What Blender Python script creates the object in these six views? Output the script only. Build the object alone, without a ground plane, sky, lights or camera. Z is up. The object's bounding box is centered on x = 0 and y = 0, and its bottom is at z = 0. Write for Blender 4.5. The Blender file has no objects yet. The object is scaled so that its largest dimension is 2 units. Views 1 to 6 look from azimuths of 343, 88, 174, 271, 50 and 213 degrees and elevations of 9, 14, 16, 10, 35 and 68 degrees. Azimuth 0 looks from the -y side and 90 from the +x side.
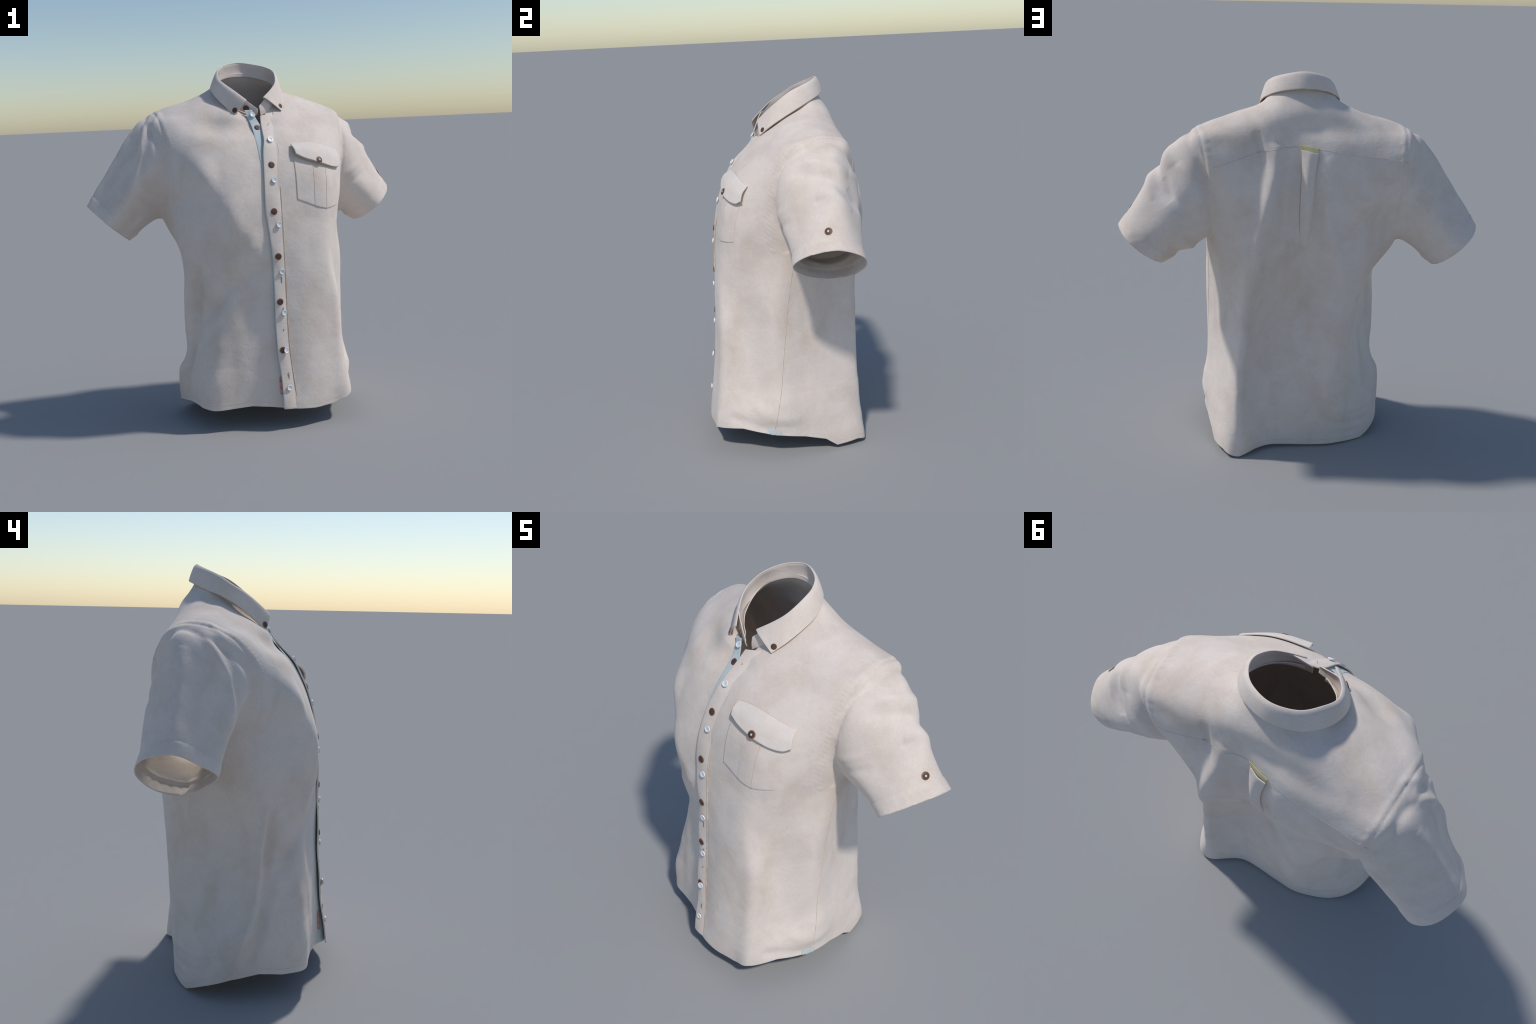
import bpy, bmesh, math
import numpy as np
from mathutils import Vector, noise
from mathutils.bvhtree import BVHTree

# ------------------------------------------------------------------ helpers
def cubic(pts, n, closed=False):
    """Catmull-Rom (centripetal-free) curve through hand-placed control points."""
    P = np.asarray(pts, float)
    m = len(P)
    t = np.linspace(0, m if closed else m - 1, n, endpoint=not closed)
    i = np.floor(t).astype(int)
    if not closed:
        i = np.minimum(i, m - 2)
    f = (t - i)[:, None]
    def g(k):
        return P[k % m] if closed else np.where((k < 0)[:, None], 2 * P[0] - P[1], np.where((k > m - 1)[:, None], 2 * P[-1] - P[-2], P[np.clip(k, 0, m - 1)]))
    a, b, c, d = g(i - 1), g(i), g(i + 1), g(i + 2)
    return 0.5 * (2 * b + (c - a) * f + (2 * a - 5 * b + 4 * c - d) * f ** 2 + (3 * b - a - 3 * c + d) * f ** 3)


def even(pts, n):
    """Resample a polyline to n points at even arc length."""
    P = np.asarray(pts, float)
    L = np.r_[0, np.cumsum(np.linalg.norm(np.diff(P, axis=0), axis=1))]
    s = np.linspace(0, L[-1], n)
    return np.stack([np.interp(s, L, P[:, k]) for k in range(P.shape[1])], 1)


def curve(pts, n):
    return even(cubic(pts, 40 * len(pts)), n)


def grid_faces(nu, nv, closed_v=False):
    f = []
    for i in range(nu - 1):
        for j in range(nv if closed_v else nv - 1):
            k = (j + 1) % nv
            f.append((i * nv + j, i * nv + k, (i + 1) * nv + k, (i + 1) * nv + j))
    return f


def make_mesh(name, verts, faces):
    me = bpy.data.meshes.new(name)
    me.from_pydata([tuple(map(float, v)) for v in verts], [], [tuple(map(int, f)) for f in faces])
    me.update()
    return me


def make_object(name, me, material=None, parent=None, smooth=True):
    ob = bpy.data.objects.new(name, me)
    bpy.context.scene.collection.objects.link(ob)
    if material is not None:
        me.materials.clear()
        me.materials.append(material)
    if smooth:
        me.shade_smooth()
    if parent is not None:
        ob.parent = parent
    return ob


def applied(ob):
    """Mesh of an object with its modifiers applied; the helper object is removed."""
    dg = bpy.context.evaluated_depsgraph_get()
    dg.update()
    me = bpy.data.meshes.new_from_object(ob.evaluated_get(dg))
    bpy.data.objects.remove(ob)
    return me


def coords(me):
    a = np.empty(len(me.vertices) * 3)
    me.vertices.foreach_get("co", a)
    return a.reshape(-1, 3)


def normals(me):
    a = np.empty(len(me.vertices) * 3)
    me.vertices.foreach_get("normal", a)
    return a.reshape(-1, 3)


def set_coords(me, P):
    me.vertices.foreach_set("co", np.ascontiguousarray(P, dtype=float).ravel())
    me.update()


def distance_to_line(P, line):
    """Distance of points to a polyline, and the position 0..1 along it."""
    line = np.asarray(line, float)
    best = np.full(len(P), 1e9)
    where = np.zeros(len(P))
    n = len(line) - 1
    for k in range(n):
        a, d = line[k], line[k + 1] - line[k]
        t = np.clip(((P - a) @ d) / (d @ d + 1e-12), 0, 1)
        r = np.linalg.norm(P - a - t[:, None] * d, axis=1)
        m = r < best
        best[m] = r[m]
        where[m] = (k + t[m]) / n
    return best, where


def smoothstep(a, b, x):
    t = np.clip((x - a) / (b - a), 0, 1)
    return t * t * (3 - 2 * t)


# ------------------------------------------------------------------ torso
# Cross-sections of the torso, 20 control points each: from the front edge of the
# opening round the wearer's left side, the back, the right side, to the front again.
LEVELS = []

def level(z, pts):
    LEVELS.append([(p[0], p[1], z if len(p) == 2 else p[2]) for p in pts])

# order: placket, front left (2), corner, hollow, side seam, chord (2), back ridge, back hollow,
# pleat, back right, chord (3), side ridge, hollow, corner, front right (3)
level(-0.06, [(.03, -.445), (.15, -.445), (.28, -.415), (.375, -.395), (.44, -.26), (.495, -.09), (.475, .12), (.41, .375), (.31, .42), (.15, .33), (-.05, .325), (-.2, .32), (-.36, .245), (-.45, .16), (-.49, .04), (-.475, -.06), (-.435, -.18), (-.385, -.315), (-.26, -.345), (-.17, -.36), (-.05, -.39)])
level(0.06, [(.03, -.437), (.15, -.44), (.28, -.413), (.375, -.395), (.44, -.26), (.495, -.09), (.475, .12), (.41, .37), (.31, .42), (.16, .33), (-.05, .327), (-.2, .322), (-.36, .25), (-.45, .165), (-.49, .04), (-.475, -.06), (-.435, -.18), (-.385, -.315), (-.26, -.345), (-.17, -.36), (-.05, -.39)])
level(0.25, [(.03, -.415), (.15, -.427), (.28, -.402), (.375, -.365), (.415, -.24), (.50, -.07), (.475, .09), (.41, .29), (.325, .395), (.19, .315), (-.05, .335), (-.2, .335), (-.35, .24), (-.43, .15), (-.485, .03), (-.485, -.06), (-.445, -.185), (-.385, -.315), (-.26, -.345), (-.17, -.36), (-.05, -.385)])
level(0.45, [(.03, -.395), (.15, -.407), (.28, -.385), (.36, -.35), (.395, -.22), (.478, -.06), (.44, .11), (.39, .27), (.325, .385), (.195, .29), (-.05, .32), (-.2, .345), (-.32, .235), (-.37, .13), (-.425, .01), (-.46, -.09), (-.43, -.165), (-.36, -.285), (-.26, -.33), (-.17, -.35), (-.05, -.375)])
level(0.70, [(.03, -.38), (.15, -.390), (.28, -.37), (.352, -.33), (.378, -.20), (.482, -.06), (.42, .13), (.36, .27), (.295, .385), (.14, .265), (-.05, .31), (-.2, .362), (-.30, .275), (-.34, .12), (-.40, .0), (-.458, -.09), (-.385, -.165), (-.325, -.24), (-.26, -.30), (-.17, -.325), (-.05, -.362)])
level(0.90, [(.03, -.37), (.15, -.375), (.28, -.355), (.337, -.297), (.398, -.19), (.485, -.05), (.415, .16), (.35, .28), (.27, .39), (.09, .285), (-.05, .31), (-.2, .378), (-.31, .32), (-.365, .18), (-.41, .05), (-.465, -.09), (-.40, -.16), (-.33, -.245), (-.26, -.31), (-.17, -.335), (-.05, -.362)])
level(1.10, [(.03, -.362), (.15, -.355), (.28, -.335), (.375, -.27), (.44, -.14), (.485, .01), (.445, .19), (.36, .295), (.24, .41), (.11, .36), (.0, .335), (-.2, .385), (-.355, .35), (-.455, .285), (-.50, .16), (-.485, -.04), (-.44, -.14), (-.345, -.265), (-.26, -.34), (-.17, -.356), (-.05, -.36)])
level(1.25, [(.03, -.345), (.15, -.338), (.29, -.318), (.4, -.248), (.48, -.10), (.505, .05), (.5, .2), (.42, .33), (.21, .425), (.09, .365), (-.03, .365), (-.2, .395), (-.4, .335), (-.50, .325), (-.53, .19), (-.505, .0), (-.45, -.13), (-.36, -.265), (-.27, -.33), (-.17, -.35), (-.05, -.345)])
level(1.40, [(.03, -.31), (.15, -.308), (.3, -.28), (.42, -.20), (.50, -.07), (.53, .05), (.52, .2), (.44, .365), (.19, .415), (.08, .375), (-.05, .39), (-.2, .405), (-.42, .385), (-.52, .36), (-.545, .2), (-.535, -.01), (-.475, -.13), (-.38, -.26), (-.27, -.285), (-.17, -.30), (-.05, -.305)])
level(1.55, [(.03, -.235), (.14, -.23), (.3, -.19), (.44, -.11), (.52, -.03), (.55, .08), (.545, .22), (.475, .38), (.2, .375), (.07, .355), (-.05, .38), (-.2, .395), (-.43, .39), (-.53, .36), (-.56, .2), (-.555, .02), (-.49, -.085), (-.37, -.165), (-.27, -.205), (-.17, -.222), (-.05, -.22)])
level(1.65, [(.04, -.155, 1.63), (.14, -.155, 1.635), (.295, -.10, 1.64), (.44, -.02, 1.67), (.54, .05, 1.68), (.56, .14, 1.69), (.565, .24, 1.70), (.525, .345, 1.68), (.24, .352, 1.66), (.07, .342, 1.66), (-.05, .36, 1.66), (-.2, .37, 1.66), (-.43, .345, 1.665), (-.54, .315, 1.69), (-.56, .22, 1.69), (-.56, .10, 1.675), (-.485, -.005, 1.67), (-.38, -.07, 1.65), (-.265, -.10, 1.635), (-.16, -.145, 1.63), (-.05, -.145, 1.625)])
level(1.72, [(.05, -.13, 1.665), (.14, -.11, 1.685), (.27, -.045, 1.695), (.4, .03, 1.715), (.47, .1, 1.73), (.485, .16, 1.745), (.475, .24, 1.745), (.42, .31, 1.73), (.22, .328, 1.735), (.07, .325, 1.735), (-.05, .325, 1.735), (-.2, .328, 1.735), (-.37, .295, 1.73), (-.46, .25, 1.745), (-.48, .18, 1.75), (-.46, .1, 1.735), (-.39, .03, 1.72), (-.31, -.03, 1.71), (-.225, -.07, 1.695), (-.14, -.12, 1.685), (-.05, -.12, 1.665)])
level(1.80, [(.05, -.105, 1.69), (.12, -.08, 1.71), (.22, -.02, 1.74), (.29, .05, 1.77), (.32, .11, 1.79), (.325, .16, 1.80), (.31, .21, 1.80), (.265, .25, 1.798), (.16, .29, 1.81), (.06, .305, 1.815), (-.04, .305, 1.815), (-.15, .30, 1.815), (-.25, .255, 1.80), (-.30, .22, 1.80), (-.315, .17, 1.795), (-.31, .11, 1.79), (-.28, .05, 1.77), (-.23, -.01, 1.75), (-.17, -.06, 1.725), (-.11, -.09, 1.71), (-.05, -.1, 1.69)])
NECK = [(.04, -.085, 1.705), (.09, -.065, 1.73), (.15, -.01, 1.77), (.182, .05, 1.81), (.197, .1, 1.835), (.2, .14, 1.85), (.195, .17, 1.865), (.166, .207, 1.885), (.105, .240, 1.905), (.04, .252, 1.915), (-.04, .252, 1.915), (-.105, .240, 1.905), (-.164, .205, 1.885), (-.195, .17, 1.865), (-.2, .14, 1.85), (-.197, .1, 1.835), (-.182, .05, 1.81), (-.15, -.01, 1.77), (-.12, -.04, 1.75), (-.08, -.07, 1.725), (-.04, -.085, 1.705)]
NECK = [(x * .94, .09 + (y - .09) * .955, z) for x, y, z in NECK]
level(1.85, NECK)
level(1.95, [(x * .97, y * .97 - .01, z + .08) for x, y, z in NECK])


def loft(rings, around, along):
    R = np.array([cubic(r, around, closed=True) for r in rings])        # levels x around x 3
    out = np.stack([cubic(R[:, j], along) for j in range(around)], 1)   # along x around x 3
    return out


def closed_tube(rings):
    nu, nv = rings.shape[:2]
    V = list(rings.reshape(-1, 3))
    F = grid_faces(nu, nv, closed_v=True)
    for row, flip in ((0, True), (nu - 1, False)):
        c = len(V)
        V.append(rings[row].mean(0))
        for j in range(nv):
            a, b = row * nv + j, row * nv + (j + 1) % nv
            F.append((b, a, c) if flip else (a, b, c))
    return V, F


# ------------------------------------------------------------------ sleeves
# each station: outer end and inner end of the section (x, z), front y, back y
SLEEVE_A = [((.44, 1.64), (.40, 1.22), .03, .32, (.6, .6)), ((.57, 1.70), (.47, 1.16), -.025, .385, (.82, .74)), ((.69, 1.605), (.53, 1.125), -.015, .395, (.72, .64)), ((.78, 1.465), (.60, 1.09), .015, .39, (.62, .6)), ((.855, 1.345), (.65, 1.065), .03, .385, (.68, .68)), ((.93, 1.235), (.70, 1.035), .03, .385, (.66, .82)), ((.965, 1.175), (.73, 1.02), .035, .385, (.66, .8))]
SLEEVE_B = [((-.44, 1.64), (-.42, 1.20), .05, .31, (.6, .6)), ((-.57, 1.697), (-.49, 1.14), -.035, .385, (.8, .62)), ((-.665, 1.605), (-.55, 1.125), -.015, .40, (.68, .54)), ((-.755, 1.475), (-.61, 1.085), .02, .405, (.58, .52)), ((-.83, 1.36), (-.65, 1.045), .045, .405, (.58, .6)), ((-.92, 1.232), (-.69, 1.018), .065, .41, (.6, .8)), ((-.955, 1.17), (-.71, 1.0), .08, .41, (.6, .8))]


def sleeve_rings(stations, around, along, ridge=.24, under=.62, front=-.15):
    """Soft triangular sections: the cloth hangs from the ridge along the top of the arm."""
    rows = []
    for top, bot, yf, yb, slack in stations:
        mx, mz = (top[0] + bot[0]) / 2, (top[1] + bot[1]) / 2
        hx, hz = (top[0] - bot[0]) / 2, (top[1] - bot[1]) / 2
        ym = (yf + yb) / 2
        mixed = lambda a, b, t: a + (b - a) * t
        ring = [(1, ridge), (.60, mixed(ridge, yf, slack[0])), (front, yf), (-.78, mixed(ym, yf, under)), (-1, ym), (-.78, mixed(ym, yb, .62)), (-.1, yb), (.62, mixed(ridge, yb, slack[1]))]
        rows.append(cubic([(mx + hx * v, y, mz + hz * v) for v, y in ring], around, closed=True))
    R = np.array(rows)
    R = np.stack([cubic(R[:, j], along) for j in range(around)], 1)
    if stations[0][0][0] < 0:
        R = R[:, ::-1]
    return R


bodies = [closed_tube(loft(LEVELS, 160, 180)), closed_tube(sleeve_rings(SLEEVE_A, 96, 60)), closed_tube(sleeve_rings(SLEEVE_B, 96, 60, under=.38, front=.08))]
V, F = [], []
for v, f in bodies:
    o = len(V)
    V += v
    F += [tuple(i + o for i in q) for q in f]
rough = make_object("rough", make_mesh("rough", V, F))
m = rough.modifiers.new("union", "REMESH")
m.mode, m.voxel_size, m.adaptivity = "VOXEL", 0.009, 0.0
m = rough.modifiers.new("soften", "SMOOTH")
m.factor, m.iterations = 0.5, 4
body = applied(rough)

# planes of the seams and of the openings
def cut(bm, point, normal, keep=None, clear=False):
    faces = [f for f in bm.faces if keep is None or keep(f.calc_center_median())]
    geom = list({v for f in faces for v in f.verts} | {e for f in faces for e in f.edges}) + faces
    bmesh.ops.bisect_plane(bm, geom=geom, plane_co=point, plane_no=normal, clear_outer=clear, dist=1e-5)


ARMHOLE = {1: (.344, -.15, .13), -1: (.38, -.02, .085)}     # |x| = a + b y + c z

def section_normal(top, bot):
    d = Vector((top[0] - bot[0], 0, top[1] - bot[1])).normalized()
    n = Vector((d.z, 0, -d.x))
    return n if n.x * top[0] > 0 else -n


CUFF = {}
for side, st, skew in ((1, SLEEVE_A, -.07), (-1, SLEEVE_B, .07)):
    top, bot = st[5][:2]
    CUFF[side] = (Vector(((top[0] + bot[0]) / 2 - (.006 if side > 0 else .006), .21, (top[1] + bot[1]) / 2 + (.006 if side > 0 else -.005))), (section_normal(top, bot) + Vector((0, skew, 0))).normalized())

bm = bmesh.new()
bm.from_mesh(body)
cut(bm, (0, 0, 0), (0, 0, -1), None, True)
neck_n = Vector((0, -(1.915 - 1.69), .268 + .085)).normalized()
cut(bm, (0, -.085, 1.735), neck_n, lambda c: c.z > 1.55 and abs(c.x) < .3, True)
cut(bm, (0, -.085, 1.664), Vector((0, -.35, 1)).normalized(), lambda c: c.z > 1.6 and -.042 < c.x < .04 and c.y < 0, True)
for side, st in ((1, SLEEVE_A), (-1, SLEEVE_B)):
    cut(bm, *CUFF[side], lambda c: c.x * side > .58, True)
    a, b, c3 = ARMHOLE[side]
    cut(bm, (side * a, 0, 0), Vector((side, -b, -c3)), lambda c: c.x * side > .35 and c.z > 1.1)
bmesh.ops.remove_doubles(bm, verts=bm.verts, dist=.0022)
bmesh.ops.dissolve_degenerate(bm, edges=bm.edges, dist=.0005)
bmesh.ops.triangulate(bm, faces=[f for f in bm.faces if len(f.verts) > 4])
bm.normal_update()
bm.to_mesh(body)
bm.free()
body.update()

# ------------------------------------------------------------------ hem line and folds
HEM = [(.03, -.437, .112), (.15, -.425, .10), (.27, -.405, .102), (.375, -.395, .134), (.44, -.26, .145), (.48, -.09, .122), (.465, .08, .095), (.45, .19, .065), (.435, .25, .018), (.40, .37, .03), (.32, .42, .004), (.23, .37, .02), (.1, .335, .014), (-.06, .335, .008), (-.22, .318, .008), (-.36, .24, .002), (-.44, .15, .055), (-.485, .02, .105), (-.44, -.1, .125), (-.40, -.2, .112), (-.36, -.31, .12), (-.2, -.395, .13), (-.05, -.385, .115)]
hem_angle = np.array([math.atan2(x, -y) % (2 * math.pi) for x, y, z in HEM])
hem_z = np.array([z for x, y, z in HEM])
order = np.argsort(hem_angle)
hem_angle, hem_z = hem_angle[order], hem_z[order]

P = coords(body)
ang = np.arctan2(P[:, 0], -P[:, 1]) % (2 * math.pi)
h = np.interp(ang, hem_angle, hem_z, period=2 * math.pi)
low = P[:, 2] < .35
P[low, 2] = (h + P[:, 2] / .35 * (.35 - h))[low]
set_coords(body, P)

FOLDS = []

def fold(amp, width, *pts):
    """A ridge (amp > 0) or valley (amp < 0) along a line on the cloth, fading out at its ends."""
    FOLDS.append((amp, width, cubic(pts, 8 * len(pts)) if len(pts) > 2 else np.array(pts, float)))


def press(me):
    P, N = coords(me), normals(me)
    total = np.zeros(len(P))
    for amp, width, line in FOLDS:
        r, t = distance_to_line(P, line)
        fade = np.minimum(1, np.sin(np.pi * np.clip(t, 0, 1)) ** .5 + .15)
        total += amp * np.exp(-(r / width) ** 2) * fade
    set_coords(me, P + N * total[:, None])

# back: ridge from the yoke down to the low hem corner, pleat with hollows either side
fold(.034, .042, (.136, .35, 1.66), (.163, .39, 1.49), (.200, .42, 1.34), (.24, .41, 1.14), (.267, .39, .93))
fold(.010, .03, (.267, .39, .93), (.292, .385, .71), (.317, .385, .42), (.335, .41, .12))
fold(.016, .026, (-.022, .352, 1.63), (-.012, .37, 1.48), (-.010, .38, 1.33), (-.004, .37, 1.11), (.02, .33, .92))
fold(-.014, .022, (.04, .351, 1.58), (.052, .37, 1.4), (.055, .368, 1.19), (.075, .321, .9), (.11, .305, .72))
fold(-.018, .026, (-.07, .36, 1.5), (-.072, .386, 1.33), (-.055, .373, 1.11), (-.02, .323, .83))
fold(.016, .04, (-.121, .362, 1.6), (-.114, .386, 1.33), (-.16, .383, 1.15), (-.215, .38, .95))
fold(-.012, .016, (.238, .332, 1.72), (.222, .356, 1.64), (.21, .38, 1.56))
fold(.007, .018, (-.49, .26, 1.06), (-.42, .21, .96), (-.345, .24, .90), (-.325, .23, .76))
fold(-.006, .02, (-.45, .2, .95), (-.42, .14, .88), (-.36, .2, .84), (-.34, .2, .72))
fold(-.006, .016, (-.13, .337, .155), (-.29, .285, .11), (-.4, .2, .12), (-.47, .1, .15))
fold(.006, .016, (-.204, .328, .20), (-.364, .245, .19), (-.44, .14, .2), (-.48, .05, .23))
fold(-.005, .014, (-.25, .31, .06), (-.34, .25, .06), (-.42, .17, .09))
# wearer's right front: slanting drape from the chest to the side hem, armhole crease
fold(-.014, .038, (-.08, -.355, .90), (-.24, -.32, .80), (-.325, -.25, .70), (-.39, -.18, .56))
fold(.008, .04, (-.09, -.36, 1.0), (-.25, -.33, .93), (-.34, -.26, .86))
fold(-.010, .022, (-.36, -.23, .73), (-.405, -.175, .58), (-.43, -.14, .428), (-.455, -.09, .24))
fold(.010, .06, (-.29, -.327, 1.25), (-.191, -.354, 1.1), (-.126, -.359, .98))
fold(.020, .016, (-.44, -.12, .92), (-.455, -.10, .72), (-.458, -.09, .55), (-.485, -.05, .36), (-.49, .03, .12))
fold(-.028, .024, (-.40, -.17, .9), (-.415, -.15, .70), (-.43, -.145, .55), (-.46, -.115, .38), (-.475, -.05, .16))
fold(-.012, .025, (-.36, .1, 1.0), (-.40, .0, .85), (-.42, -.05, .7))
fold(.008, .015, (-.50, .14, 1.735), (-.535, .06, 1.64), (-.535, .0, 1.52), (-.525, -.02, 1.42), (-.52, .02, 1.28))
fold(-.012, .016, (-.53, .135, 1.70), (-.565, .06, 1.60), (-.585, .02, 1.49), (-.60, .02, 1.40))
fold(.013, .022, (-.56, .17, 1.70), (-.60, .10, 1.60), (-.64, .035, 1.50), (-.67, .02, 1.40), (-.70, .04, 1.28))
fold(-.008, .018, (-.425, .07, .93), (-.43, -.0, .8), (-.43, -.03, .66), (-.44, -.03, .5))
fold(.009, .028, (-.64, .235, 1.64), (-.72, .235, 1.55), (-.83, .25, 1.385), (-.90, .26, 1.27))
fold(.012, .022, (-.69, .13, 1.05), (-.66, .12, 1.10), (-.62, .10, 1.15))
fold(-.012, .022, (-.71, .2, 1.02), (-.68, .19, 1.05), (-.64, .18, 1.08))
fold(-.006, .02, (-.50, .33, 1.33), (-.56, .385, 1.40), (-.62, .40, 1.40))
# wearer's left sleeve: knock in the outer line, drag lines, underarm ruffles
fold(-.020, .032, (.62, .06, 1.56), (.70, .19, 1.55), (.745, .26, 1.54), (.73, .34, 1.46), (.66, .37, 1.38))
fold(.014, .030, (.62, .10, 1.63), (.70, .24, 1.63), (.66, .34, 1.56))
fold(.012, .030, (.745, .16, 1.47), (.79, .26, 1.48), (.76, .35, 1.39))
fold(-.006, .010, (.752, .141, 1.438), (.76, .2, 1.455), (.755, .252, 1.473))
fold(-.004, .014, (.54, .30, 1.68), (.52, .36, 1.6), (.495, .37, 1.48), (.48, .35, 1.36))
fold(-.014, .022, (.697, .325, 1.49), (.634, .378, 1.371), (.507, .34, 1.265))
fold(.012, .022, (.62, .325, 1.554), (.557, .36, 1.495), (.507, .365, 1.37))
fold(.012, .022, (.60, .36, 1.17), (.56, .25, 1.12), (.55, .1, 1.12))
fold(-.010, .02, (.66, .36, 1.16), (.62, .25, 1.09), (.60, .1, 1.1))
fold(.006, .02, (.50, .0, 1.32), (.6, -.02, 1.36), (.7, .02, 1.42))
fold(-.006, .02, (.50, .0, 1.25), (.6, -.01, 1.29), (.7, .02, 1.34))
# wearer's left front
fold(-.012, .03, (.40, -.33, .20), (.45, -.2, .17), (.48, -.1, .14))
fold(.010, .04, (.44, -.2, .28), (.485, -.08, .22), (.47, .06, .2))
press(body)

# sewn edges: armhole fell, cuff band, fine crinkle of the linen
def sew(me):
    P, N = coords(me), normals(me)
    off = np.zeros(len(P))
    for side, st in ((1, SLEEVE_A), (-1, SLEEVE_B)):
        a, b, c = ARMHOLE[side]
        d = (side * P[:, 0] - a - b * P[:, 1] - c * P[:, 2]) / math.sqrt(1 + b * b + c * c)
        near = (P[:, 2] > 1.13) & (side * P[:, 0] > .3)
        off += near * (-.0028 * np.exp(-(d / .007) ** 2) + .0014 * smoothstep(-.032, -.026, d) * (1 - smoothstep(-.008, -.004, d)))
        pucker = np.sin(P[:, 2] * 230 + P[:, 1] * 190) * np.exp(-((d + .028) / .010) ** 2)
        off += near * .0012 * pucker
        o, n = map(np.array, CUFF[side])
        e = -((P - o) @ n)
        on = (side * P[:, 0] > .56)
        off += on * (.003 * (1 - smoothstep(.052, .074, e)) - .002 * np.exp(-((e - .068) / .005) ** 2))
        off += on * .0007 * np.sin(P[:, 1] * 170 + 3 * np.sin(P[:, 2] * 40)) * np.exp(-((e - .04) / .022) ** 2)
    for k, p in enumerate(P):
        v = Vector(p)
        w = noise.noise(Vector((p[0] * 11, p[1] * 11, p[2] * 9))) * .0022 + noise.noise(Vector((p[0] * 4, p[1] * 4, p[2] * 3.2 + 7))) * .004 - .003
        off[k] += w
    set_coords(me, P + N * off[:, None])

sew(body)

# ------------------------------------------------------------------ materials
def new_material(name, rough):
    mat = bpy.data.materials.new(name)
    mat.use_nodes = True
    nt = mat.node_tree
    b = nt.nodes["Principled BSDF"]
    b.inputs["Roughness"].default_value = rough
    return mat, nt, b


def node(nt, kind, **inputs):
    n = nt.nodes.new(kind)
    for k, v in inputs.items():
        n.inputs[k.replace("_", " ")].default_value = v
    return n


def ramp(nt, source, stops):
    r = nt.nodes.new("ShaderNodeValToRGB")
    r.color_ramp.elements[0].position, r.color_ramp.elements[0].color = stops[0][0], (*stops[0][1], 1)
    r.color_ramp.elements[1].position, r.color_ramp.elements[1].color = stops[-1][0], (*stops[-1][1], 1)
    for p, c in stops[1:-1]:
        e = r.color_ramp.elements.new(p)
        e.color = (*c, 1)
    nt.links.new(source, r.inputs["Fac"])
    return r.outputs["Color"]


def mix(nt, fac, a, b, mode="MIX"):
    n = nt.nodes.new("ShaderNodeMix")
    n.data_type, n.blend_type = "RGBA", mode
    for sock, val in ((n.inputs[0], fac), (n.inputs[6], a), (n.inputs[7], b)):
        if hasattr(val, "links"):
            nt.links.new(val, sock)
        elif isinstance(val, (int, float)):
            sock.default_value = val
        else:
            sock.default_value = (*val, 1)
    return n.outputs[2]


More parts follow.
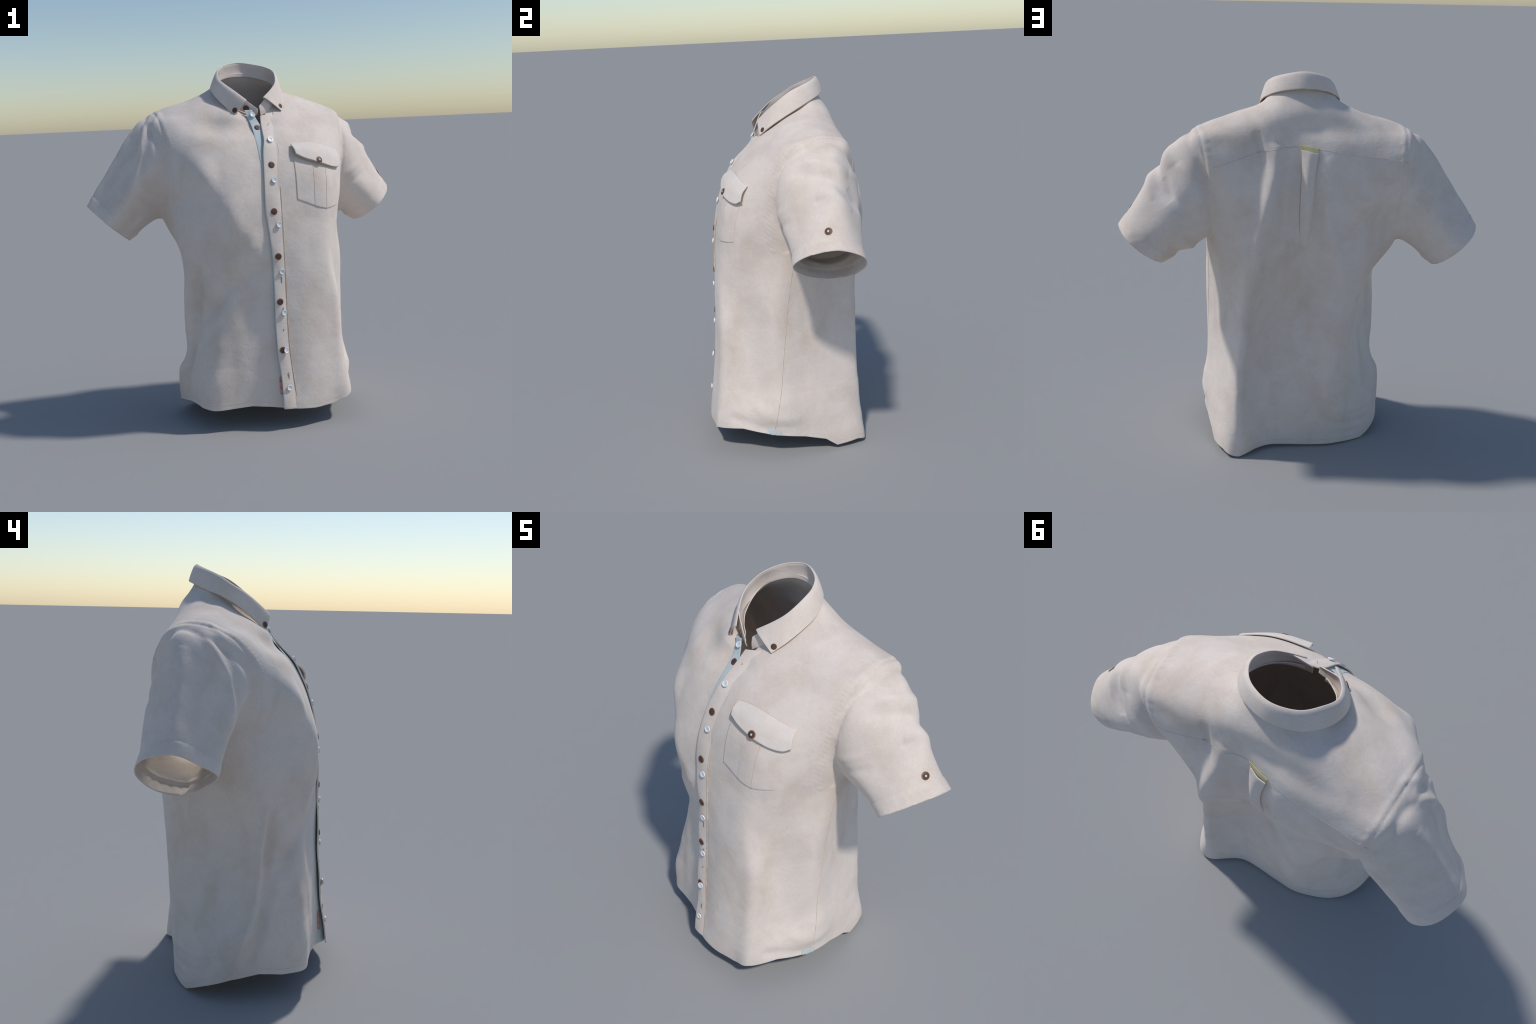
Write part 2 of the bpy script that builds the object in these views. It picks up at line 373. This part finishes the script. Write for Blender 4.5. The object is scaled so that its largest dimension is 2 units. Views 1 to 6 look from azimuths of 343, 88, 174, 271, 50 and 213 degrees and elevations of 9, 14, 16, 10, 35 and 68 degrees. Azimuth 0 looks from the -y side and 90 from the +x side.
def fabric(name, base=(.772, .678, .610), tan=(.63, .505, .405), cool=(.735, .685, .655), weave=1.0):
    """Slubby linen: blotches of warmer tan and of a cooler tint, streaks along the threads, a fine weave."""
    mat, nt, b = new_material(name, .92)
    tc = nt.nodes.new("ShaderNodeTexCoord").outputs["Object"]
    def noise_fac(scale, detail, stretch=(1, 1, 1), rough=.55, warp=0.0):
        mp = nt.nodes.new("ShaderNodeMapping")
        mp.inputs["Scale"].default_value = stretch
        nt.links.new(tc, mp.inputs["Vector"])
        n = node(nt, "ShaderNodeTexNoise", Scale=scale, Detail=detail, Roughness=rough, Distortion=warp)
        nt.links.new(mp.outputs["Vector"], n.inputs["Vector"])
        return n.outputs["Fac"]
    blot = ramp(nt, noise_fac(4.6, 6, (1.2, 1.2, .8), rough=.62, warp=.4), [(.44, (0, 0, 0)), (.68, (1, 1, 1))])
    chill = ramp(nt, noise_fac(2.4, 3, (1.3, 1, 1.1)), [(.50, (0, 0, 0)), (.70, (1, 1, 1))])
    slub = ramp(nt, noise_fac(14, 5, (1, 1, 1.6)), [(.30, (.97, .965, .96)), (.70, (1.02, 1.02, 1.02))])
    fine = ramp(nt, noise_fac(90, 3, (1, 1, 3.5)), [(.3, (.955, .95, .945)), (.7, (1.025, 1.025, 1.025))])
    warpwise = ramp(nt, noise_fac(90, 3, (3.5, 3.5, .8)), [(.3, (.965, .96, .955)), (.7, (1.02, 1.02, 1.02))])
    half = nt.nodes.new("ShaderNodeMath")
    half.operation = "MULTIPLY"
    nt.links.new(blot, half.inputs[0])
    half.inputs[1].default_value = .5
    col = mix(nt, half.outputs[0], base, tan)
    half = nt.nodes.new("ShaderNodeMath")
    half.operation = "MULTIPLY"
    nt.links.new(chill, half.inputs[0])
    half.inputs[1].default_value = .35
    col = mix(nt, half.outputs[0], col, cool)
    col = mix(nt, 1.0, col, slub, "MULTIPLY")
    col = mix(nt, 1.0, col, fine, "MULTIPLY")
    col = mix(nt, 1.0, col, warpwise, "MULTIPLY")
    nt.links.new(col, b.inputs["Base Color"])
    wav = node(nt, "ShaderNodeTexNoise", Scale=420.0, Detail=2.0)
    nt.links.new(tc, wav.inputs["Vector"])
    bump = node(nt, "ShaderNodeBump", Strength=.25 * weave, Distance=.0015)
    nt.links.new(wav.outputs["Fac"], bump.inputs["Height"])
    soft = noise_fac(18, 4, (1, 1, 1.2), warp=.8)
    bump2 = node(nt, "ShaderNodeBump", Strength=.15 * weave, Distance=.012)
    nt.links.new(soft, bump2.inputs["Height"])
    nt.links.new(bump.outputs["Normal"], bump2.inputs["Normal"])
    nt.links.new(bump2.outputs["Normal"], b.inputs["Normal"])
    b.inputs["Sheen Weight"].default_value = .12
    b.inputs["Sheen Roughness"].default_value = .6
    return mat


def plain(name, colour, rough=.6, vary=.12, scale=60):
    mat, nt, b = new_material(name, rough)
    n = node(nt, "ShaderNodeTexNoise", Scale=float(scale), Detail=3.0)
    nt.links.new(nt.nodes.new("ShaderNodeTexCoord").outputs["Object"], n.inputs["Vector"])
    lo, hi = [c * (1 - vary) for c in colour], [min(1, c * (1 + vary)) for c in colour]
    nt.links.new(ramp(nt, n.outputs["Fac"], [(.3, lo), (.7, hi)]), b.inputs["Base Color"])
    return mat


linen = fabric("linen")
pale_linen = fabric("pale_linen", (.79, .71, .65), (.70, .59, .49), (.77, .73, .71))
thread = plain("tan_thread", (.60, .49, .385), .85, .25, 25)
faint_thread = plain("faint_thread", (.64, .55, .465), .85, .12, 25)
pale_thread = plain("pale_thread", (.74, .72, .71), .85, .06, 25)
blue_cloth = fabric("pale_blue_cloth", (.575, .66, .665), (.50, .575, .57), (.66, .68, .68))
white_plastic = plain("white_button_plastic", (.80, .82, .85), .25, .02)
grey_hole = plain("button_hole_grey", (.35, .37, .40), .6, .05)
brown_wood = plain("dark_brown_button", (.085, .038, .026), .5, .35, 120)
brown_rim = plain("rust_brown_edge", (.30, .17, .095), .7, .3, 120)
pale_dot = plain("pale_button_centre", (.62, .64, .66), .5, .1)
yellow_tape = fabric("mustard_tape", (.62, .56, .30), (.56, .49, .26), (.66, .61, .38))
red_mark = plain("faded_red_print", (.52, .29, .25), .9, .4, 45)
slit_dark = plain("dark_slit", (.16, .15, .16), .9, .2)

shirt = bpy.data.objects.new("shirt", None)
bpy.context.scene.collection.objects.link(shirt)
shirt["label"] = "off-white short-sleeved linen button-up shirt with chest pocket"
shirt["category"] = "shirt"

# ------------------------------------------------------------------ surface queries
body_P = coords(body)
tree = BVHTree.FromPolygons([tuple(p) for p in body_P], [tuple(p.vertices) for p in body.polygons])


def nearest(p):
    q, n, i, d = tree.find_nearest(Vector(p))
    return np.array(q), np.array(n)


def front_y(x, z):
    hit = tree.ray_cast(Vector((x, -2, z)), Vector((0, 1, 0)))
    return hit[0].y if hit[0] is not None else None


def back_y(x, z):
    hit = tree.ray_cast(Vector((x, 2, z)), Vector((0, -1, 0)))
    return hit[0].y


def tube(line, radius, sides=8):
    L = np.asarray(line, float)
    T = np.gradient(L, axis=0)
    T /= np.linalg.norm(T, axis=1)[:, None]
    V, prev = [], None
    for p, t in zip(L, T):
        ref = prev if prev is not None else np.cross(t, [.3, .2, .93])
        u = ref - t * (ref @ t)
        u /= np.linalg.norm(u)
        prev = u
        w = np.cross(t, u)
        for k in range(sides):
            a = 2 * math.pi * k / sides
            V.append(p + radius * (math.cos(a) * u + math.sin(a) * w))
    F = grid_faces(len(L), sides, closed_v=True)
    F += [tuple(range(sides))[::-1], tuple(range((len(L) - 1) * sides, len(L) * sides))]
    return V, F


def seam(pts, parent, material=None, radius=.0022, sink=.0006, name="seam", per=.008, on=None):
    """A sewn line lying on the cloth: a thin cord half sunk in the surface."""
    L = curve(pts, 200)
    n = max(6, int(np.linalg.norm(np.diff(L, axis=0), axis=1).sum() / per))
    L = even(L, n)
    if on is None:
        Q = []
        for p in L:
            q, nn = nearest(p)
            Q.append(q + nn * -sink)
        L = np.array(Q)
        L[1:-1] = (L[:-2] + 2 * L[1:-1] + L[2:]) / 4
    return make_object(name, make_mesh(name, *tube(L, radius)), material or thread, parent)


def sheet(name, rows, thickness, material, parent, bevel=True, push=-1.0):
    """A piece of cloth through a grid of points, with real thickness."""
    R = np.asarray(rows, float)
    me = make_mesh(name, R.reshape(-1, 3), grid_faces(*R.shape[:2]))
    ob = make_object(name, me, material, None)
    m = ob.modifiers.new("cloth", "SOLIDIFY")
    m.thickness, m.offset = thickness, push
    if bevel:
        m = ob.modifiers.new("edge", "BEVEL")
        m.width, m.segments, m.limit_method, m.angle_limit = thickness * .35, 2, "ANGLE", 1.0
    return make_object(name, applied(ob), material, parent)


def rails(*lines, n=60, rows=10):
    """Surface through several rails (each a list of control points)."""
    R = np.array([curve(l, n) for l in lines])
    return np.stack([cubic(R[:, j], rows) for j in range(n)], 1)


# ------------------------------------------------------------------ body panels
solid = make_object("solid", body, linen)
m = solid.modifiers.new("cloth", "SOLIDIFY")
m.thickness, m.offset = .004, -1
shell = applied(solid)
shell_P = coords(shell)
shell_N = normals(shell)
fv = np.array([tuple(p.vertices)[:4] if len(p.vertices) >= 4 else tuple(p.vertices) + (p.vertices[-1],) for p in shell.polygons])
C = shell_P[fv].mean(1)

YOKE_BACK = [(.62, 1.50), (.46, 1.55), (.216, 1.632), (.02, 1.652), (-.064, 1.64), (-.414, 1.594), (-.527, 1.567), (-.62, 1.55)]
yb = np.array(sorted(YOKE_BACK))
YOKE_FRONT = [(.18, .115), (.241, .119), (.405, .129), (.477, .166), (.6, .19)]
yf = np.array(YOKE_FRONT)
SIDE = {1: np.array([(0, -.09), (.12, -.09), (.36, -.042), (.65, -.011), (.92, .025), (1.02, .08), (1.3, .15)]), -1: np.array([(0, .04), (.15, .03), (.4, -.02), (.65, -.06), (.9, -.02), (1.1, .1), (1.3, .17)])}

sx = np.where(C[:, 0] > 0, 1, -1)
ax = abs(C[:, 0])
arm = np.array([ARMHOLE[1], ARMHOLE[-1]])[np.where(sx > 0, 0, 1)]
is_sleeve = (ax > arm[:, 0] + arm[:, 1] * C[:, 1] + arm[:, 2] * C[:, 2]) & (C[:, 2] > 1.0) & ((C[:, 2] > 1.16) | (ax > .52))
cuff_d = np.zeros(len(C))
for side, st in ((1, SLEEVE_A), (-1, SLEEVE_B)):
    o, n = map(np.array, CUFF[side])
    k = sx == side
    cuff_d[k] = -((C - o) @ n)[k]
is_cuff = is_sleeve & (cuff_d < .065)
side_y = np.where(sx > 0, np.interp(C[:, 2], SIDE[1][:, 0], SIDE[1][:, 1]), np.interp(C[:, 2], SIDE[-1][:, 0], SIDE[-1][:, 1]))
is_yoke = ~is_sleeve & (C[:, 2] > np.interp(C[:, 0], yb[:, 0], yb[:, 1])) & (C[:, 1] > np.interp(ax, yf[:, 0], yf[:, 1]))
is_back = ~is_sleeve & ~is_yoke & (C[:, 1] > side_y)
region = np.full(len(C), 0)
region[C[:, 0] < -.01] = 1
region[is_back] = 2
region[is_yoke] = 3
region[is_sleeve & (sx > 0)] = 4
region[is_sleeve & (sx < 0)] = 5
region[is_cuff & (sx > 0)] = 6
region[is_cuff & (sx < 0)] = 7


def panel(name, k, parent):
    faces = fv[region == k]
    used = np.unique(faces)
    remap = np.full(len(shell_P), -1)
    remap[used] = np.arange(len(used))
    F = [tuple(dict.fromkeys(remap[f])) for f in faces]
    me = make_mesh(name, shell_P[used], F)
    ob = make_object(name, me, linen, parent)
    me.normals_split_custom_set_from_vertices([tuple(n) for n in shell_N[used]])
    return ob


front_left = panel("front_panel", 0, shirt)
front_right = panel("front_panel", 1, shirt)
back = panel("back_panel", 2, shirt)
yoke = panel("yoke", 3, shirt)
sleeve_left = panel("sleeve", 4, shirt)
sleeve_right = panel("sleeve", 5, shirt)
cuff_left = panel("sleeve_cuff", 6, sleeve_left)
cuff_right = panel("sleeve_cuff", 7, sleeve_right)

# ------------------------------------------------------------------ front opening
FREE = [(-.029, -.440, .117), (-.028, -.415, .29), (-.039, -.398, .42), (-.040, -.387, .57), (-.038, -.380, .70), (-.036, -.373, .90), (-.05, -.366, 1.096), (-.06, -.357, 1.207), (-.045, -.315, 1.397), (-.03, -.268, 1.50), (-.012, -.230, 1.561), (.0, -.158, 1.635), (.011, -.118, 1.688)]
SEWN = [(.052, -.436, .112), (.041, -.412, .28), (.032, -.396, .41), (.029, -.385, .56), (.03, -.377, .70), (.031, -.370, .90), (.031, -.362, 1.09), (.032, -.350, 1.20), (.042, -.308, 1.38), (.056, -.258, 1.50), (.068, -.212, 1.565), (.084, -.138, 1.64), (.095, -.082, 1.705)]
FREE, SEWN = np.array(FREE), np.array(SEWN)
fa, sb = curve(FREE, 140), curve(SEWN, 140)
rows = []
for t in np.linspace(0, 1, 9):
    r = fa * (1 - t) + sb * t
    r[:, 1] -= .004 * math.sin(math.pi * t) + .003
    r[:, 1] += .0025 * np.sin(r[:, 2] * 23 + t * 2) * (1 - t)
    rows.append(r)
rows = np.array(rows).transpose(1, 0, 2)
placket = sheet("placket", rows, .007, linen, shirt)
pt = BVHTree.FromPolygons([tuple(v.co) for v in placket.data.vertices], [tuple(p.vertices) for p in placket.data.polygons])
seam(np.array([(x + .002, y - .004, z) for x, y, z in SEWN]), placket, on="free", radius=.0022)

# the under layer with its pale blue facing, seen beside the free edge
UNDER = [(-.033, .118), (-.032, .3), (-.043, .45), (-.044, .6), (-.041, .9), (-.055, 1.1), (-.064, 1.21), (-.056, 1.33), (-.052, 1.40), (-.052, 1.46), (-.051, 1.535), (-.05, 1.6), (-.052, 1.64), (-.062, 1.68), (-.074, 1.722)]
rows = []
for x, z in curve(UNDER, 110):
    neck_y = np.interp(z, [1.57, 1.6, 1.635, 1.66, 1.69, 1.725], [-.213, -.185, -.15, -.13, -.114, -.107])
    row = []
    for d in np.linspace(0, .055 - .012 * smoothstep(1.6, 1.7, z), 6):
        y = front_y(x + d, z)
        y = neck_y + .1 * (.03 - d) if z > 1.59 and (y is None or y > -.02) else y - .003
        row.append((x + d, min(y, neck_y + .004) if z > 1.6 else y, z))
    rows.append(row)
rows = np.array(rows)
for k in range(3):
    rows[1:-1, :, 1] = (rows[:-2, :, 1] + 2 * rows[1:-1, :, 1] + rows[2:, :, 1]) / 4
facing = sheet("placket_facing", rows, .003, blue_cloth, shirt)

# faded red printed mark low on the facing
rows = [[(x, front_y(x, z) - .008 , z) for x in np.linspace(-.034, -.018, 5)] for z in np.linspace(.19, .285, 10)]
sheet("red_mark", rows, .002, red_mark, facing, bevel=False)

# hem seams: a stitched turn-up along the lower edge
def hem_point(ang, up):
    z = float(np.interp(ang % (2 * math.pi), hem_angle, hem_z, period=2 * math.pi)) + up
    d = Vector((math.sin(ang), -math.cos(ang), 0))
    hit = tree.ray_cast(Vector((0, 0, z)) + d * 1.2, -d)
    return None if hit[0] is None else np.array(hit[0])

# ------------------------------------------------------------------ buttons
def lathe(profile, n=28):
    pr = np.array(profile)
    V = [(r * math.cos(2 * math.pi * k / n), r * math.sin(2 * math.pi * k / n), h) for r, h in pr for k in range(n)]
    F = grid_faces(len(pr), n, closed_v=True)
    F = [f for f in F]
    F.append(tuple(range(n))[::-1])
    F.append(tuple(range((len(pr) - 1) * n, len(pr) * n)))
    return V, F


def joined(name, pieces):
    """One mesh from (verts, faces, material) pieces."""
    V, F, M, mats = [], [], [], []
    for v, f, mt in pieces:
        if mt not in mats:
            mats.append(mt)
        o = len(V)
        V += [tuple(p) for p in v]
        F += [tuple(i + o for i in q) for q in f]
        M += [mats.index(mt)] * len(f)
    me = make_mesh(name, V, F)
    for mt in mats:
        me.materials.append(mt)
    me.polygons.foreach_set("material_index", M)
    me.shade_smooth()
    me.set_sharp_from_angle(angle=math.radians(40))
    return me


def shifted(vf, dx, dy, dz=0.0):
    v, f = vf
    return [(p[0] + dx, p[1] + dy, p[2] + dz) for p in v], f


R0 = .0155
rim_button = lathe([(R0 * .82, -.002), (R0, .001), (R0, .0042), (R0 * .93, .0056), (R0 * .80, .0056), (R0 * .70, .0042), (R0 * .3, .0034), (.0006, .0033)])
hole = lathe([(.0016, .0030), (.0016, .0039), (.0004, .0039)], 10)
white_mesh = joined("white_button", [(*rim_button, white_plastic)] + [(*shifted(hole, sx * .0034, sy * .0034), grey_hole) for sx in (-1, 1) for sy in (-1, 1)])
R1 = .0165
brown_mesh = joined("brown_button", [(*lathe([(R1 * 1.12, -.001), (R1 * 1.12, .0008), (R1 * .95, .0022)]), brown_rim), (*lathe([(R1 * .98, .0005), (R1 * .95, .0035), (R1 * .7, .005), (R1 * .35, .0042), (.0006, .0040)]), brown_wood)])
brown_dot_mesh = joined("brown_button", [(*lathe([(R1 * 1.18, -.001), (R1 * 1.18, .0008), (R1 * .95, .0022)]), brown_rim), (*lathe([(R1 * .98, .0005), (R1 * .95, .0035), (R1 * .7, .005), (R1 * .35, .0042), (.0006, .0040)]), brown_wood), (*lathe([(R1 * .32, .0035), (R1 * .3, .0052), (.0006, .0056)]), pale_dot)])


def button(mesh, at, normal, parent, spin=0.0, scale=1.0, name=None):
    ob = bpy.data.objects.new(name or mesh.name, mesh)
    bpy.context.scene.collection.objects.link(ob)
    ob.parent = parent
    ob.location = at
    q = Vector(normal).to_track_quat("Z", "Y")
    ob.rotation_mode = "QUATERNION"
    from mathutils import Quaternion
    ob.rotation_quaternion = q @ Quaternion((0, 0, 1), spin)
    ob.scale = (scale,) * 3
    return ob


def on_placket(x, z, guess_y):
    q, n, i, d = pt.find_nearest(Vector((x, guess_y - .03, z)))
    return np.array(q), np.array(n)


WHITE = [(.025, -.226, 1.57), (.007, -.323, 1.351), (.010, -.364, 1.113), (.012, -.372, .860), (.012, -.379, .638), (.007, -.391, .434), (.011, -.420, .234)]
for k, p in enumerate(WHITE):
    q, n = on_placket(p[0], p[2], p[1])
    button(white_mesh, q + n * (.0105 if k == 5 else .005), n + np.array((0, 0, .12 * ((k * 7) % 3 - 1))), placket, k * .7)
BROWN = [(.004, -.300, 1.435), (-.012, -.357, 1.185), (-.005, -.372, .942), (-.008, -.381, .698), (-.009, -.400, .437)]
for k, p in enumerate(BROWN):
    q, n = on_placket(p[0], p[2], p[1])
    button(brown_mesh, q, n, placket, k)
for x, z, ln in ((.012, .815, .03), (.011, .658, .012), (.013, .29, .045), (.006, .545, .008)):
    q, n = on_placket(x, z, -.39)
    line = [q + n * .0012 + np.array((0, 0, d)) for d in np.linspace(-ln / 2, ln / 2, 6)]
    make_object("buttonhole", make_mesh("buttonhole", *tube(line, .0016)), slit_dark, placket)
q, n = on_placket(.045, 1.648, -.14)
make_object("buttonhole", make_mesh("buttonhole", *tube([q + n * .001 + np.array((.1 * d, -.3 * d, d)) for d in np.linspace(-.012, .012, 6)], .0014)), thread, placket)

# ------------------------------------------------------------------ collar
TOP = [(.046, -.082, 1.786), (.108, -.038, 1.832), (.150, .01, 1.875), (.168, .085, 1.930), (.150, .152, 1.960), (.095, .208, 1.982), (0, .237, 1.998), (-.095, .202, 1.980), (-.150, .125, 1.946), (-.168, .06, 1.905), (-.152, .0, 1.870), (-.108, -.06, 1.823), (-.062, -.113, 1.774)]
EDGE = [(.149, -.08, 1.711), (.184, -.025, 1.757), (.204, .05, 1.805), (.206, .12, 1.845), (.178, .182, 1.877), (.113, .243, 1.906), (0, .274, 1.921), (-.113, .240, 1.906), (-.176, .172, 1.876), (-.204, .10, 1.848), (-.2, .025, 1.805), (-.170, -.042, 1.752), (-.128, -.1, 1.695)]
FOOT = [(.022, -.088, 1.680), (.09, -.058, 1.728), (.142, .0, 1.772), (.172, .075, 1.822), (.165, .15, 1.872), (.09, .215, 1.908), (0, .235, 1.918), (-.09, .215, 1.908), (-.165, .15, 1.872), (-.174, .07, 1.822), (-.15, -.01, 1.775), (-.095, -.065, 1.725), (.0, -.098, 1.690)]
TOP, EDGE, FOOT = map(np.array, (TOP, EDGE, FOOT))
centre = np.array((0, .07, 0))
def outward(P, d):
    v = (P - centre) * np.array((1, 1, 0))
    return P + d * v / np.linalg.norm(v, axis=1)[:, None]
bulge = outward(TOP * .45 + EDGE * .55, .006)
roll = outward(TOP * .85 + EDGE * .15, .007) + np.array((0, 0, .002))
inner_roll = outward(TOP, .001) - np.array((0, 0, .005))
fall = sheet("collar", rails(inner_roll, TOP + np.array((0, 0, .001)), roll, bulge, EDGE, n=150, rows=22), .0035, linen, shirt, push=0)
stand_top = TOP.copy()
stand_top[0] = (.017, -.081, 1.744)
stand_top[-1] = (.003, -.108, 1.729)
stand_top = outward(stand_top, .001) - np.array((0, 0, .004))
mid = outward(stand_top * .5 + FOOT * .5, .004)
stand = sheet("collar_stand", rails(FOOT, mid, stand_top, n=150, rows=10), .005, linen, shirt, push=0)
seam(outward(EDGE, -.002) - np.array((0, 0, .001)), fall, on="free", radius=.0022)
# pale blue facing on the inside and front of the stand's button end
blue_end = rails(FOOT[-2:] * .5 + FOOT[-1] * .5, FOOT[-2:] * .5 + FOOT[-1] * .5 + np.array((0, -.004, .03)), n=8, rows=5)
ft = BVHTree.FromPolygons([tuple(v.co) for v in fall.data.vertices], [tuple(p.vertices) for p in fall.data.polygons])
for p in ((.145, -.060, 1.735), (-.129, -.101, 1.724)):
    q, n, i, d = ft.find_nearest(Vector(p))
    n = n if n.y < 0 else -n
    button(brown_mesh, q + n * .002, n, fall, 0, .85)
stt = BVHTree.FromPolygons([tuple(v.co) for v in stand.data.vertices], [tuple(p.vertices) for p in stand.data.polygons])
button(white_mesh, (-.033, -.119, 1.694), (0.05, -.85, .5), facing, .4)
for mesh, p, s in ((brown_mesh, (-.059, -.092, 1.731), .95),):
    q, n, i, d = stt.find_nearest(Vector(p))
    n = n if n.y < 0 else -n
    button(mesh, Vector(q) + n * .004, n, stand, 0, s)
button(brown_mesh, (-.021, -.157, 1.624), (0, -.75, .66), facing, 0, .95)

# ------------------------------------------------------------------ chest pocket
POCKET_LOW = [(.130, 1.236), (.19, 1.212), (.25, 1.187), (.305, 1.173), (.34, 1.176), (.393, 1.184)]
lowx, lowz = np.array(POCKET_LOW).T
rows = []
nu, nv = 40, 44
for i in range(nv):
    t = i / (nv - 1)
    row = []
    for j in range(nu):
        s = j / (nu - 1)
        x0 = .130 + s * .263
        zl = np.interp(x0, lowx, lowz)
        x = x0 + t * (.004 + .028 * s)
        zt = 1.515 - .03 * s
        z = zl + t * (zt - zl)
        mid_pleat = smoothstep(.40, .42, s) * (1 - smoothstep(.66, .68, s))
        y = front_y(x, z) - .004 - .0006 * mid_pleat
        row.append((x, y, z))
    rows.append(row)
rows = np.array(rows)
pocket = sheet("pocket", rows, .006, linen, shirt)
for s in (.41, .67):
    j = int(s * (nu - 1))
    seam(rows[:, j] + np.array((0, -.0002, 0)), pocket, faint_thread, on="free", radius=.0013)
edge = np.concatenate([rows[::-1, -1], rows[0, ::-1]])
FLAP_TOP = [(.132, -.25, 1.524), (.18, -.247, 1.530), (.24, -.235, 1.529), (.306, -.216, 1.517), (.36, -.192, 1.502), (.40, -.172, 1.489), (.427, -.155, 1.482)]
FLAP_LOW = [(.143, -.305, 1.476), (.19, -.308, 1.452), (.24, -.306, 1.435), (.30, -.295, 1.415), (.36, -.268, 1.396), (.41, -.235, 1.390), (.439, -.208, 1.406)]
a, b = np.array(FLAP_TOP), np.array(FLAP_LOW)
for p in a:
    p[1] = front_y(p[0], p[2]) - .006
b[:, 1] += .006
halfway = a * .5 + b * .5 + np.array((0, -.008, .003))
flap_rows = rails(a, halfway, b, n=50, rows=14)
flap = sheet("pocket_flap", flap_rows, .007, pale_linen, shirt)
seam(b + np.array((0, .003, -.002)), flap, on="free", radius=.0018)
seam(flap_rows[2] + np.array((0, -.001, 0)), flap, pale_thread, on="free", radius=.0012)
flt = BVHTree.FromPolygons([tuple(v.co) for v in flap.data.vertices], [tuple(p.vertices) for p in flap.data.polygons])
q, n, i, d = flt.find_nearest(Vector((.286, -.310, 1.445)))
n = n if n.y < 0 else -n
button(brown_dot_mesh, q, n, flap)

# ------------------------------------------------------------------ sleeve button, back loop, hem patch
q, n = nearest((.875, .195, 1.33))
button(brown_dot_mesh, q, n, sleeve_left)

rows = []
for t in np.linspace(0, 1, 5):
    row = []
    for s in np.linspace(0, 1, 12):
        x = (.030 - .008 * t) + s * (-.098 + .016 * t)
        z = 1.656 - .014 * s - t * .024
        row.append((x, back_y(x, z) + .005, z))
    rows.append(row)
loop = sheet("hanger_loop", np.array(rows)[::-1], .004, yellow_tape, back)

rows = []
for t in np.linspace(0, 1, 7):
    row = []
    for s in np.linspace(0, 1, 9):
        y = -.13 + s * .075
        z = .118 + .045 * t - .012 * t * (abs(s - .5) * 2) ** 2 - s * .012
        q, nn = nearest((.5, y, z))
        row.append(q + nn * .002)
    rows.append(row)
patch = sheet("hem_patch", np.array(rows)[::-1], .002, blue_cloth, front_left)

# box pleat hanging from the loop
LEFT_EDGE = [(.018, 1.634), (.021, 1.483), (.023, 1.327), (.012, 1.107), (.004, 1.03)]
RIGHT_EDGE = [(-.063, 1.620), (-.047, 1.500), (-.042, 1.330), (-.020, 1.110), (-.006, 1.03)]
le, re_ = curve(LEFT_EDGE, 60), curve(RIGHT_EDGE, 60)
rows = []
for k in range(60):
    lift = .016 * (1 - (k / 59) ** 1.6) - .004
    row = []
    for t in np.linspace(0, 1, 9):
        x, z = le[k] * (1 - t) + re_[k] * t
        row.append((x, back_y(x, z) + lift + .002 * math.sin(math.pi * t), z))
    rows.append(row)
rows = np.array(rows)
for k in range(4):
    rows[1:-1, :, 1] = (rows[:-2, :, 1] + 2 * rows[1:-1, :, 1] + rows[2:, :, 1]) / 4
pleat = sheet("box_pleat", rows[::-1], .006, linen, back)
seam(rows[:46, 0] + np.array((.001, -.0055, 0)), back, faint_thread, on="free", radius=.0022)

# ------------------------------------------------------------------ sewn lines
seam([(.235, .119, 1.85), (.32, .122, 1.80), (.405, .129, 1.75), (.477, .16, 1.71), (.55, .19, 1.715)], yoke, pale_thread, .0016)
seam([(.46, .41, 1.55), (.34, .40, 1.59), (.216, .39, 1.632), (.1, .39, 1.65), (.02, .38, 1.655)], back, thread, .0014)
seam([(-.064, .38, 1.64), (-.2, .39, 1.62), (-.414, .39, 1.594), (-.527, .37, 1.567)], back, thread, .0014)
for a0, a1, part in ((.12, 1.5, front_left), (1.8, 4.4, back), (4.9, 6.1, front_right)):
    pts = [hem_point(t, .026) for t in np.linspace(a0, a1, 60)]
    seam([p for p in pts if p is not None], part, faint_thread, .0012, name="hem_seam")
seam([(.485, -.09, .13), (.485, -.042, .36), (.46, -.011, .65), (.46, .025, .924), (.48, .06, 1.08)], front_left, thread, .0018)
